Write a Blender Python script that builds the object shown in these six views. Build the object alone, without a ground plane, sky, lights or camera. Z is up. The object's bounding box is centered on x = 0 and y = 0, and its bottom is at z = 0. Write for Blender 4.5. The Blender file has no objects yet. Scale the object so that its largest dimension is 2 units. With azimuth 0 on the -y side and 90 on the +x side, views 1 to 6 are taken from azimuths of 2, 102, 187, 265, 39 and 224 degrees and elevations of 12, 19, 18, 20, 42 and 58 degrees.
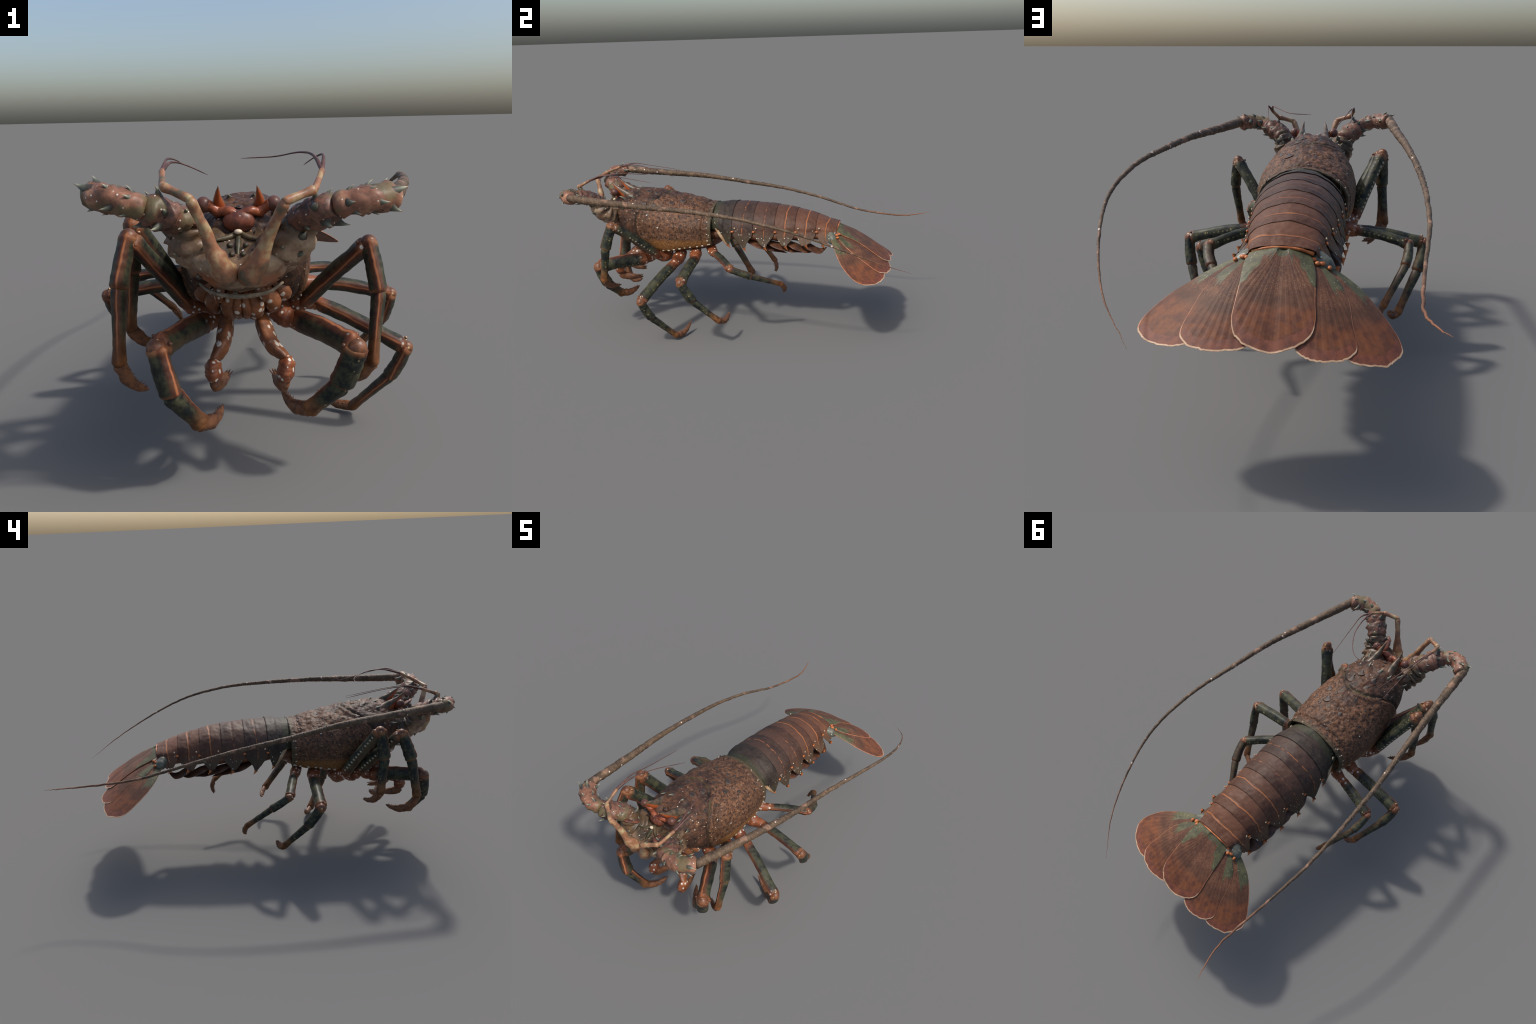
# Spiny lobster, built part by part.  Head towards -y, body mid-plane at x = CX.
import bpy, bmesh, math, random
import numpy as np
from mathutils import Vector, Matrix, noise

RNG = random.Random(7)
CX = -0.042
V = Vector

# ------------------------------------------------------------------ node kit
class Mat:
    def __init__(self, name, rough=0.5, spec=0.5, coat=0.0):
        self.m = bpy.data.materials.new(name)
        self.m.use_nodes = True
        self.t = self.m.node_tree
        self.t.nodes.clear()
        self.out = self.t.nodes.new('ShaderNodeOutputMaterial')
        self.p = self.t.nodes.new('ShaderNodeBsdfPrincipled')
        self.t.links.new(self.p.outputs[0], self.out.inputs[0])
        self.p.inputs['Roughness'].default_value = rough
        self.p.inputs['Specular IOR Level'].default_value = spec * .8
        self.p.inputs['Coat Weight'].default_value = coat
        tc = self.t.nodes.new('ShaderNodeTexCoord')
        self.obj, self.gen, self.nor = tc.outputs['Object'], tc.outputs['Generated'], tc.outputs['Normal']

    def put(self, sock, v):
        if isinstance(v, bpy.types.NodeSocket):
            self.t.links.new(v, sock)
        elif isinstance(v, (tuple, list)) and len(v) == 3 and sock.type == 'RGBA':
            sock.default_value = (*v, 1)
        else:
            sock.default_value = v

    def math(self, op, a, b=0.0, c=None):
        n = self.t.nodes.new('ShaderNodeMath'); n.operation = op
        self.put(n.inputs[0], a); self.put(n.inputs[1], b)
        if c is not None: self.put(n.inputs[2], c)
        return n.outputs[0]

    def sep(self, v):
        n = self.t.nodes.new('ShaderNodeSeparateXYZ'); self.put(n.inputs[0], v)
        return n.outputs

    def comb(self, x, y, z):
        n = self.t.nodes.new('ShaderNodeCombineXYZ')
        for i, q in enumerate((x, y, z)): self.put(n.inputs[i], q)
        return n.outputs[0]

    def mapping(self, v, scale=(1, 1, 1), loc=(0, 0, 0)):
        n = self.t.nodes.new('ShaderNodeMapping'); self.put(n.inputs[0], v)
        n.inputs['Scale'].default_value = scale; n.inputs['Location'].default_value = loc
        return n.outputs[0]

    def noise(self, scale, detail=4, vec=None, rough=0.55):
        n = self.t.nodes.new('ShaderNodeTexNoise')
        self.put(n.inputs['Vector'], vec or self.obj)
        n.inputs['Scale'].default_value = scale; n.inputs['Detail'].default_value = detail
        n.inputs['Roughness'].default_value = rough
        return n.outputs[0]

    def voro(self, scale, vec=None, rnd=1.0, out='Distance', feature='F1'):
        n = self.t.nodes.new('ShaderNodeTexVoronoi'); n.feature = feature
        self.put(n.inputs['Vector'], vec or self.obj)
        n.inputs['Scale'].default_value = scale; n.inputs['Randomness'].default_value = rnd
        return n.outputs[out]

    def ss(self, x, a, b):                       # smoothstep from a to b
        n = self.t.nodes.new('ShaderNodeMapRange'); n.interpolation_type = 'SMOOTHSTEP'
        self.put(n.inputs[0], x)
        n.inputs[1].default_value, n.inputs[2].default_value = a, b
        return n.outputs[0]

    def band(self, x, c, w, soft=None):          # 1 inside |x-c|<w
        soft = soft or w * 0.6
        d = self.math('ABSOLUTE', self.math('SUBTRACT', x, c))
        return self.ss(d, w + soft * 0.5, w - soft * 0.5) if False else self.math('SUBTRACT', 1.0, self.ss(d, max(w - soft * .5, 0), w + soft * .5))

    def mix(self, f, a, b):
        n = self.t.nodes.new('ShaderNodeMix'); n.data_type = 'RGBA'
        self.put(n.inputs[0], f); self.put(n.inputs[6], a); self.put(n.inputs[7], b)
        return n.outputs[2]

    def mul(self, *xs):
        r = xs[0]
        for x in xs[1:]: r = self.math('MULTIPLY', r, x)
        return r

    def ramp(self, f, stops):
        n = self.t.nodes.new('ShaderNodeValToRGB'); self.put(n.inputs[0], f)
        e = n.color_ramp.elements
        while len(e) < len(stops): e.new(0.5)
        for el, (p, c) in zip(e, stops): el.position = p; el.color = (*c, 1)
        return n.outputs[0]

    def dots(self, scale, radius, keep, vec=None):   # sparse round dots
        n = self.t.nodes.new('ShaderNodeTexVoronoi')
        self.put(n.inputs['Vector'], vec or self.obj); n.inputs['Scale'].default_value = scale
        d = self.math('SUBTRACT', 1.0, self.ss(n.outputs['Distance'], radius * .7, radius))
        k = self.math('LESS_THAN', self.sep(n.outputs['Color'])[0], keep)
        return self.math('MULTIPLY', d, k)

    def finish(self, col, bump=None, strength=0.3, dist=0.004):
        self.put(self.p.inputs['Base Color'], col)
        if bump is not None:
            b = self.t.nodes.new('ShaderNodeBump')
            b.inputs['Strength'].default_value = strength; b.inputs['Distance'].default_value = dist
            self.put(b.inputs['Height'], bump)
            self.t.links.new(b.outputs[0], self.p.inputs['Normal'])
        return self.m

WHITE = (.62, .58, .50)

def mat_carapace():
    k = Mat('carapace_shell', .55, .28)
    x, y, z = k.sep(k.obj)
    dx = k.math('SUBTRACT', x, CX); dx2 = k.math('MULTIPLY', dx, dx)
    big, fine = k.noise(9, 5), k.noise(60, 5)
    brown = k.ramp(k.math('ADD', k.mul(big, .6), k.mul(fine, .4)), [(.37, (.016, .012, .010)), (.48, (.046, .025, .018)), (.57, (.090, .042, .024)), (.68, (.180, .086, .044))])
    # tan network with dark cells on the rear half and flanks
    warp = k.t.nodes.new('ShaderNodeVectorMath'); warp.operation = 'ADD'
    k.put(warp.inputs[0], k.obj)
    sc = k.t.nodes.new('ShaderNodeVectorMath'); sc.operation = 'SCALE'; sc.inputs['Scale'].default_value = .0035
    nz = k.t.nodes.new('ShaderNodeTexNoise'); nz.inputs['Scale'].default_value = 35
    k.put(nz.inputs['Vector'], k.obj); k.put(sc.inputs[0], nz.outputs['Color']); k.put(warp.inputs[1], sc.outputs[0])
    cell = k.voro(78, warp.outputs[0], .75)
    cell2 = k.voro(34, warp.outputs[0], .9)
    tan = k.mix(k.ss(fine, .35, .65), (.074, .035, .020), (.175, .084, .044))
    net = k.mix(k.ss(cell, .24, .40), (.034, .021, .016), tan)
    net = k.mix(k.math('SUBTRACT', 1.0, k.ss(cell2, .16, .27)), net, (.028, .019, .016))
    dorsal = k.math('SUBTRACT', 1.0, k.ss(k.math('ADD', k.math('ABSOLUTE', dx), k.mul(big, .06)), .06, .12))
    rear = k.ss(k.math('ADD', y, k.mul(big, .10)), -.37, -.31)
    netmask = k.math('MAXIMUM', rear, k.math('SUBTRACT', 1.0, dorsal))
    front = k.ss(k.math('SUBTRACT', k.math('SUBTRACT', y, k.mul(dx2, -5.0)), -.487), -.01, .02)
    netmask = k.mul(netmask, front)
    col = k.mix(k.mul(netmask, .9), brown, net)
    blot = k.ss(k.noise(6, 3, k.mapping(k.obj, loc=(5, 2, 1))), .40, .62)
    col = k.mix(k.mul(blot, .40), col, k.mix(k.ss(fine, .38, .6), (.030, .019, .013), (.085, .042, .022)))
    col = k.mix(k.mul(k.dots(85, .24, .12), k.ss(z, .54, .58)), col, (.36, .19, .10))
    # orange-brown lower flank with fine pale grain
    low = k.math('SUBTRACT', 1.0, k.ss(k.math('ADD', z, k.mul(fine, .02)), .528, .556))
    low = k.mul(low, k.ss(y, -.62, -.5))
    grain = k.voro(190)
    flank = k.mix(k.ss(grain, .18, .42), (.34, .165, .062), (.150, .064, .020))
    col = k.mix(low, col, flank)
    # green neck groove and rear rim
    g = k.math('ADD', k.math('SUBTRACT', k.math('ADD', y, k.mul(dx2, 5.0)), -.487), k.mul(k.math('SUBTRACT', k.noise(38, 3), .5), .022))
    col = k.mix(k.mul(k.band(g, 0, .009, .014), k.ss(big, .35, .6), .75), col, (.066, .058, .026))
    rim = k.ss(y, -.226, -.212)
    col = k.mix(k.mul(rim, .75), col, (.06, .05, .028))
    frontal = k.math('SUBTRACT', 1.0, k.ss(y, -.62, -.55))
    wd = k.dots(52, .19, .45)
    col = k.mix(k.mul(wd, k.math('MAXIMUM', k.math('MAXIMUM', frontal, .35), k.mul(rim, 1.0))), col, (.45, .36, .27))
    return k.finish(col, k.math('ADD', k.mul(cell, .6), k.mul(fine, 1.2)), .55, .005)

def mat_abdomen(i, ymid):
    k = Mat('tail_shell', .55, .25)
    x, y, z = k.sep(k.obj)
    dx = k.math('SUBTRACT', x, CX)
    n, f = k.noise(10, 5), k.noise(55, 4)
    t = i / 5
    if i == 0: a, b = (.020, .015, .013), (.048, .034, .026)
    else:
        a = tuple(p + (q - p) * t for p, q in zip((.018, .014, .013), (.070, .027, .015)))
        b = tuple(p + (q - p) * t for p, q in zip((.042, .029, .024), (.122, .053, .030)))
    col = k.mix(k.ss(k.math('ADD', k.mul(n, .65), k.mul(f, .35)), .36, .64), a, b)
    # lighter forward half, darker overlap band at the rear
    fwd = k.math('SUBTRACT', 1.0, k.ss(y, ymid - .01, ymid + .03))
    col = k.mix(k.mul(fwd, .45 if i else 0.0), col, tuple(q * 1.35 for q in b))
    pl = k.math('SUBTRACT', 1.0, k.ss(z, .535, .60))
    col = k.mix(k.mul(pl, .5), col, k.mix(n, (.030, .032, .017), (.075, .060, .032)))
    col = k.mix(k.mul(k.dots(120, .22, .45), .45), col, (.26, .17, .12))
    # transverse orange line, zigzag at the sides
    w = k.math('ADD', y, k.mul(k.math('SUBTRACT', k.noise(14, 2), .5), .022))
    side = k.mul(k.math('ABSOLUTE', dx), .10 if i < 5 else .16)
    w = k.math('ADD', w, k.mul(k.math('SUBTRACT', side, .006), .6))
    if i > 0:
        line = k.band(w, ymid, .0022 if i < 3 else .0030, .003)
        if i < 3: line = k.mul(line, k.ss(k.noise(55, 1), .42, .55))
        line = k.mul(line, k.ss(z, .545, .575))
        col = k.mix(k.mul(line, .85), col, (.32, .115, .040))
        edge = k.band(w, ymid + .006, .003, .004)
        col = k.mix(k.mul(edge, .5), col, (.05, .022, .018))
    wd = k.mul(k.dots(66, .19, .5), k.math('SUBTRACT', 1.0, k.ss(z, .575, .615)))
    col = k.mix(wd, col, (.55, .56, .46))
    if i == 0:
        gf = k.math('SUBTRACT', 1.0, k.ss(k.math('ADD', y, k.mul(n, .03)), -.160, -.140))
        col = k.mix(k.mul(gf, .65), col, (.038, .042, .022))
        col = k.mix(k.mul(k.dots(70, .20, .3), gf), col, (.40, .42, .34))
    return k.finish(col, k.math('ADD', n, k.mul(f, 1.2)), .35, .004)

def mat_fan():
    k = Mat('tail_fan_blade', .58, .25)
    x, y, z = k.sep(k.obj)
    r = k.math('SQRT', k.math('ADD', k.mul(x, x), k.math('ADD', k.mul(y, y), k.mul(z, z))))
    ang = k.math('ARCTAN2', x, y)
    n, f = k.noise(14, 5), k.noise(70, 4)
    col = k.mix(k.ss(k.math('ADD', k.mul(n, .6), k.mul(f, .4)), .36, .64), (.078, .034, .022), (.160, .070, .038))
    # fine rows of pale grains
    vec = k.comb(k.mul(ang, 46.0), k.mul(r, 175.0), 0.0)
    g = k.voro(1.0, vec, .55)
    gm = k.mul(k.math('SUBTRACT', 1.0, k.ss(g, .20, .36)), k.math('SUBTRACT', 1.0, k.ss(r, .17, .235)))
    col = k.mix(k.mul(gm, .42), col, (.36, .22, .12))
    # dark band then orange toward the margin
    rr = k.math('ADD', r, k.mul(k.math('SUBTRACT', n, .5), .05))
    col = k.mix(k.mul(k.band(rr, .205, .022, .04), .5), col, (.075, .036, .022))
    col = k.mix(k.mul(k.ss(rr, .215, .26), .55), col, k.mix(k.ss(k.noise(30, 4), .4, .62), (.110, .038, .022), (.215, .068, .024)))
    ray = k.math('SINE', k.mul(ang, 170.0))
    col = k.mix(k.mul(k.ss(ray, .2, 1.0), .03), col, (.06, .03, .022))
    return k.finish(col, k.math('ADD', k.mul(ray, .06), k.mul(f, .6)), .3, .003)

def simple(name, c1, c2, scale=18, rough=.5, dots=None, spec=.5, bump=.25, gloss=0):
    k = Mat(name, rough, spec, gloss)
    n = k.math('ADD', k.mul(k.noise(scale, 5), .7), k.mul(k.noise(scale * 5, 3), .3))
    col = k.mix(k.ss(n, .36, .64), c1, c2)
    if dots:
        sc, rad, keep, dc = dots
        col = k.mix(k.dots(sc, rad, keep), col, dc)
    return k.finish(col, n, bump, .004)

def mat_leg(stage, side):
    """stage: upper / knee / shin.  Local +Z runs along the joint, +X is the ridge side."""
    k = Mat('leg_' + stage, .46, .26, 0)
    x, y, z = k.sep(k.obj)
    gz = k.sep(k.gen)[2]
    ang = k.mul(k.math('ARCTAN2', y, x), float(side))      # positive turns toward the underside
    n, f = k.noise(24, 4), k.noise(90, 3)
    base = k.mix(k.ss(k.math('ADD', k.mul(n, .7), k.mul(f, .3)), .38, .62), (.012, .015, .015), (.062, .062, .034))
    # yellowish flecks in a row down the rear side
    fl = k.mul(k.dots(62, .26, .4), k.band(ang, -2.2, .5, .5))
    base = k.mix(fl, base, (.30, .24, .12))
    def row(c, spacing, rad):
        px = k.math('SUBTRACT', k.math('FRACT', k.math('DIVIDE', z, spacing)), .5)
        py = k.math('DIVIDE', k.mul(k.math('SUBTRACT', ang, c), .025), spacing)
        return k.math('SUBTRACT', 1.0, k.ss(k.math('SQRT', k.math('ADD', k.mul(px, px), k.mul(py, py))), rad * .6, rad))
    under = k.math('SUBTRACT', 1.0, k.ss(k.math('ABSOLUTE', k.math('SUBTRACT', ang, 1.9)), .45, 1.05))
    base = k.mix(k.mul(under, .35), base, (.13, .07, .038))
    ridge = k.math('ADD', ang, k.mul(k.math('SUBTRACT', k.noise(20, 2), .5), .35))
    base = k.mix(k.mul(k.band(ridge, 0, .46, .5), .7), base, k.mix(n, (.070, .020, .018), (.165, .056, .026)))
    base = k.mix(k.mul(k.band(ridge, 0, .085, .13), .85), base, (.40, .145, .062))
    if stage == 'upper':
        e = k.math('ADD', k.math('SUBTRACT', 1.0, k.ss(gz, .05, .22)), k.mul(k.ss(gz, .90, .98), .7))
        ec = k.mix(k.ss(n, .35, .65), (.120, .036, .016), (.260, .090, .036))
        ec = k.mix(k.dots(48, .34, .45), ec, WHITE)
    elif stage == 'knee':
        e = k.math('ADD', k.mul(k.math('SUBTRACT', 1.0, k.ss(gz, .10, .22)), .75), k.mul(k.ss(gz, .90, .97), .6))
        ec = k.mix(k.ss(n, .35, .65), (.135, .042, .020), (.300, .120, .050))
    else:
        e = k.ss(gz, .45, 1.0)
        ec = k.mix(k.ss(n, .35, .65), (.100, .038, .014), (.240, .095, .032))
    if stage == 'upper':
        base = k.mix(k.mul(row(-2.35, .019, .26), k.ss(k.noise(40, 1), .46, .54), .55), base, (.27, .22, .09))
        base = k.mix(k.mul(row(2.75, .020, .30), k.ss(k.noise(33, 1), .40, .5), .9), base, (.42, .37, .28))
    col = k.mix(k.math('MINIMUM', e, 1.0), base, ec)
    return k.finish(col, k.math('ADD', n, k.mul(f, .4)), .18, .003)

def mat_spine():
    k = Mat('spine_horny', .4, .5)
    gz = k.sep(k.gen)[2]
    n = k.noise(90, 3)
    col = k.ramp(gz, [(0.0, (.075, .045, .034)), (.3, (.030, .034, .028)), (.62, (.12, .14, .10)), (.86, (.40, .40, .29)), (1.0, (.42, .22, .12))])
    return k.finish(k.mix(k.mul(n, .4), col, (.10, .06, .04)), n, .2)

def mat_tubercle():
    k = Mat('dark_tubercle', .45, .5)
    gz = k.sep(k.gen)[2]
    col = k.ramp(gz, [(0.0, (.095, .048, .026)), (.35, (.046, .029, .020)), (.8, (.032, .024, .020)), (1.0, (.10, .066, .042))])
    return k.finish(col, k.noise(120, 3), .2)

def mat_pale_tubercle():
    k = Mat('pale_tubercle', .45, .5)
    gz = k.sep(k.gen)[2]
    col = k.ramp(gz, [(0.0, (.04, .03, .026)), (.5, (.05, .042, .036)), (.7, (.50, .42, .34)), (1.0, (.70, .62, .52))])
    return k.finish(col)

def mat_peduncle(dark=False):
    k = Mat('antenna_joint', .45, .4)
    n, f = k.noise(16, 5), k.noise(70, 4)
    gz = k.sep(k.gen)[2]
    col = k.ramp(k.math('ADD', k.mul(n, .7), k.mul(f, .3)), [(.30, (.045, .030, .018)), (.42, (.140, .068, .042)), (.54, (.24, .108, .066)), (.70, (.42, .235, .135))])
    if dark: col = k.mix(.62, col, k.mix(k.ss(f, .4, .6), (.045, .028, .022), (.14, .062, .045)))
    col = k.mix(k.mul(k.ss(k.noise(11, 3, k.mapping(k.obj, loc=(3, 1, 2))), .54, .62), .7), col, (.115, .105, .05))
    col = k.mix(k.dots(75, .2, .3), col, WHITE)
    return k.finish(col, k.math('ADD', n, f), .3, .004)

def mat_flagellum():
    k = Mat('antenna_whip', .6, .35)
    y = k.sep(k.obj)[1]
    n, f = k.noise(22, 5), k.noise(110, 4)
    col = k.ramp(k.math('ADD', k.mul(n, .55), k.mul(f, .45)), [(.34, (.038, .026, .016)), (.5, (.094, .060, .036)), (.66, (.170, .112, .068))])
    rg = k.math('SINE', k.mul(y, 520.0))
    col = k.mix(k.mul(k.ss(rg, .3, 1.0), .15), col, (.04, .025, .02))
    col = k.mix(k.mul(k.ss(k.noise(17, 2, k.mapping(k.obj, loc=(7, 3, 1))), .60, .68), .6), col, (.30, .17, .11))
    tip = k.ss(k.math('ADD', y, k.mul(n, .5)), .7, 1.2)
    col = k.mix(k.mul(tip, .7), col, (.26, .10, .05))
    col = k.mix(k.dots(28, .16, .35), col, (.60, .50, .42))
    return k.finish(col, k.math('ADD', k.mul(rg, .15), f), .5, .004)

def mat_antennule():
    k = Mat('antennule_skin', .42, .5)
    n = k.noise(22, 4)
    gz = k.sep(k.gen)[2]
    col = k.ramp(k.math('ADD', k.mul(n, .75), k.mul(k.noise(80, 3), .25)), [(.34, (.085, .085, .052)), (.48, (.27, .115, .06)), (.62, (.36, .27, .14)), (.75, (.45, .40, .28))])
    return k.finish(col, n, .2)

def mat_head():
    k = Mat('face_shell', .42, .5)
    x, y, z = k.sep(k.obj)
    n, f = k.noise(17, 5), k.noise(60, 4)
    col = k.ramp(k.math('ADD', k.mul(n, .7), k.mul(f, .3)), [(.32, (.070, .040, .024)), (.45, (.17, .095, .056)), (.58, (.31, .21, .13)), (.74, (.42, .35, .25))])
    dx = k.math('ABSOLUTE', k.math('SUBTRACT', x, CX))
    cheek = k.mul(k.band(dx, .082, .028, .03), k.math('SUBTRACT', 1.0, k.ss(z, .60, .63)))
    col = k.mix(k.mul(cheek, .85), col, (.32, .105, .042))
    zz = k.math('ADD', k.math('SUBTRACT', z, k.mul(dx, .55)), k.math('ADD', k.mul(k.math('ADD', y, .87), .5), k.mul(k.math('SUBTRACT', n, .5), .08)))
    top = k.ss(zz, .594, .624)
    col = k.mix(k.mul(top, .9), col, k.mix(k.ss(n, .35, .65), (.036, .028, .016), (.125, .070, .036)))
    col = k.mix(k.mul(k.band(k.math('ADD', z, k.mul(n, .02)), .572, .010, .012), .6), col, (.05, .035, .025))
    col = k.mix(k.mul(k.dots(60, .20, .25), .8), col, WHITE)
    return k.finish(col, k.math('ADD', n, f), .45, .004)

def mat_horn():
    k = Mat('brow_horn', .38, .5)
    x, y, z = k.sep(k.obj)
    n = k.noise(40, 4)
    col = k.mix(k.ss(n, .35, .65), (.040, .034, .022), (.130, .078, .045))
    fr = k.math('SUBTRACT', 1.0, k.ss(k.math('ADD', k.math('ADD', x, k.mul(z, 1.2)), k.mul(n, .01)), -.004, .008))
    col = k.mix(fr, col, (.30, .07, .020))
    return k.finish(col, n, .2)

def mat_eye():
    k = Mat('eyeball', .38, .4, 0)
    n = k.noise(60, 3)
    return k.finish(k.mix(n, (.050, .020, .015), (.16, .068, .048)), n, .05)

MATS = {}
def setup_materials():
    M = MATS
    M['carapace'] = mat_carapace()
    M['fan'] = mat_fan()
    M['rim'] = simple('fan_pale_fringe', (.40, .23, .13), (.56, .37, .23), 40, .6)
    M['rimdark'] = simple('fan_dark_edge', (.110, .034, .020), (.19, .056, .026), 40, .65)
    M['rimside'] = simple('fan_orange_edge', (.30, .11, .05), (.48, .19, .09), 40, .5)
    M['green'] = simple('fan_green_root', (.050, .048, .024), (.105, .10, .045), 30, .55, (110, .22, .35, (.30, .28, .18)))
    M['joint'] = simple('orange_joint', (.32, .085, .02), (.52, .17, .05), 50, .4)
    M['hinge'] = simple('tail_hinge', (.06, .07, .055), (.16, .15, .11), 40, .4, (70, .25, .3, (.5, .5, .42)))
    M['belly'] = simple('belly_skin', (.12, .045, .028), (.24, .10, .06), 22, .5, (48, .36, .55, (.55, .47, .38)))
    M['soft'] = simple('tail_underside', (.055, .026, .018), (.19, .075, .035), 24, .55)
    M['flap'] = simple('swimmeret_flap', (.035, .020, .015), (.12, .048, .024), 30, .45)
    M['coxa'] = simple('hip_shell', (.135, .038, .016), (.27, .088, .035), 26, .4, (60, .36, .5, WHITE))
    M['claw'] = simple('claw_horn', (.085, .035, .018), (.21, .085, .035), 45, .5)
    M['kneeball'] = simple('knee_cap', (.080, .034, .018), (.200, .078, .034), 40, .42, (75, .33, .4, (.55, .36, .18)))
    for s in ('upper', 'knee', 'shin'):
        for sd in (-1, 1): M['leg_%s%d' % (s, sd)] = mat_leg(s, sd)
    M['spine'] = mat_spine(); M['tub'] = mat_tubercle(); M['ptub'] = mat_pale_tubercle()
    M['ped'] = mat_peduncle(); M['ped2'] = mat_peduncle(True); M['whip'] = mat_flagellum(); M['ant'] = mat_antennule()
    M['antwhip'] = simple('antennule_whip', (.05, .022, .018), (.13, .055, .04), 40, .5)
    M['lip'] = simple('lip_shell', (.13, .10, .065), (.28, .22, .15), 40, .5); M['scale'] = simple('antenna_scale_shell', (.060, .028, .020), (.21, .070, .040), 40, .5); M['ridge'] = simple('face_ridge_shell', (.035, .036, .018), (.12, .085, .045), 40, .45); M['head'] = mat_head(); M['horn'] = mat_horn(); M['eye'] = mat_eye()
    M['stalk'] = simple('eye_stalk', (.12, .032, .016), (.30, .085, .035), 40, .35)
    M['brow'] = simple('brow_plate', (.085, .028, .018), (.21, .064, .034), 34, .4, (80, .2, .3, (.5, .35, .28)))
    M['mouth'] = simple('mouth_plate', (.115, .042, .018), (.25, .092, .036), 26, .45, (44, .42, .6, (.55, .48, .40)))
    M['bead'] = simple('margin_bead_shell', (.30, .25, .17), (.48, .42, .32), 40, .45)
    M['strap'] = simple('hinge_strap_skin', (.24, .13, .06), (.42, .30, .18), 30, .4)
    M['knob'] = simple('pale_hinge_knob', (.42, .30, .16), (.68, .58, .44), 30, .35)

# ------------------------------------------------------------------ mesh kit
ROOT = None
def new_obj(name, verts, faces, mat, parent=None, world=None, smooth=True, fmats=None):
    me = bpy.data.meshes.new(name)
    me.from_pydata([tuple(v) for v in verts], [], faces)
    mats = mat if isinstance(mat, (list, tuple)) else [mat]
    for m in mats: me.materials.append(MATS[m] if isinstance(m, str) else m)
    if fmats: me.polygons.foreach_set('material_index', fmats)
    me.polygons.foreach_set('use_smooth', [smooth] * len(me.polygons))
    bm = bmesh.new(); bm.from_mesh(me)
    bmesh.ops.recalc_face_normals(bm, faces=bm.faces)
    bm.to_mesh(me); bm.free(); me.update()
    return place(bpy.data.objects.new(name, me), parent, world)

def place(ob, parent=None, world=None):
    bpy.context.scene.collection.objects.link(ob)
    parent = parent or ROOT
    world = world or Matrix.Identity(4)
    ob.parent = parent
    pw = parent.get('_w')
    P = Matrix([pw[i * 4:i * 4 + 4] for i in range(4)]) if pw else Matrix.Identity(4)
    ob.matrix_parent_inverse = P.inverted()
    ob.matrix_basis = world
    ob['_w'] = [c for row in world for c in row]
    return ob

def crom(pts, n):
    P = [V(p) for p in pts]
    if len(P) == 2: return [P[0].lerp(P[1], i / (n - 1)) for i in range(n)]
    E = [P[0] * 2 - P[1]] + P + [P[-1] * 2 - P[-2]]
    out = []
    for i in range(n):
        t = i / (n - 1) * (len(P) - 1); j = min(int(t), len(P) - 2); f = t - j
        a, b, c, d = E[j:j + 4]
        out.append(.5 * (2 * b + (c - a) * f + (2 * a - 5 * b + 4 * c - d) * f * f + (3 * b - 3 * c + d - a) * f ** 3))
    return out

def lerp_tab(tab, u):
    for (u0, v0), (u1, v1) in zip(tab, tab[1:]):
        if u <= u1:
            f = 0 if u1 == u0 else max(0, (u - u0) / (u1 - u0))
            f = f * f * (3 - 2 * f) * .5 + f * .5
            return v0 + (v1 - v0) * f
    return tab[-1][1]

def herm(tab, y):
    xs = [r[0] for r in tab]
    if y <= xs[0]: return list(tab[0][1:])
    if y >= xs[-1]: return list(tab[-1][1:])
    i = max(j for j in range(len(xs) - 1) if xs[j] <= y)
    def tang(j, c):
        a, b = max(j - 1, 0), min(j + 1, len(xs) - 1)
        return (tab[b][c] - tab[a][c]) / (xs[b] - xs[a])
    h = xs[i + 1] - xs[i]; t = (y - xs[i]) / h
    r = []
    for c in range(1, len(tab[0])):
        p0, p1, m0, m1 = tab[i][c], tab[i + 1][c], tang(i, c) * h, tang(i + 1, c) * h
        r.append((2 * t ** 3 - 3 * t * t + 1) * p0 + (t ** 3 - 2 * t * t + t) * m0 + (-2 * t ** 3 + 3 * t * t) * p1 + (t ** 3 - t * t) * m1)
    return r

def frames(path, up=V((0, 0, 1))):
    T = []
    for i in range(len(path)):
        a, b = path[max(i - 1, 0)], path[min(i + 1, len(path) - 1)]
        T.append((b - a).normalized())
    x = up - T[0] * up.dot(T[0])
    if x.length < 1e-4: x = V((1, 0, 0)) - T[0] * T[0].x
    x.normalize(); F = []
    for t in T:
        x = (x - t * x.dot(t)).normalized()
        F.append((t, x, t.cross(x)))
    return F

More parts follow.
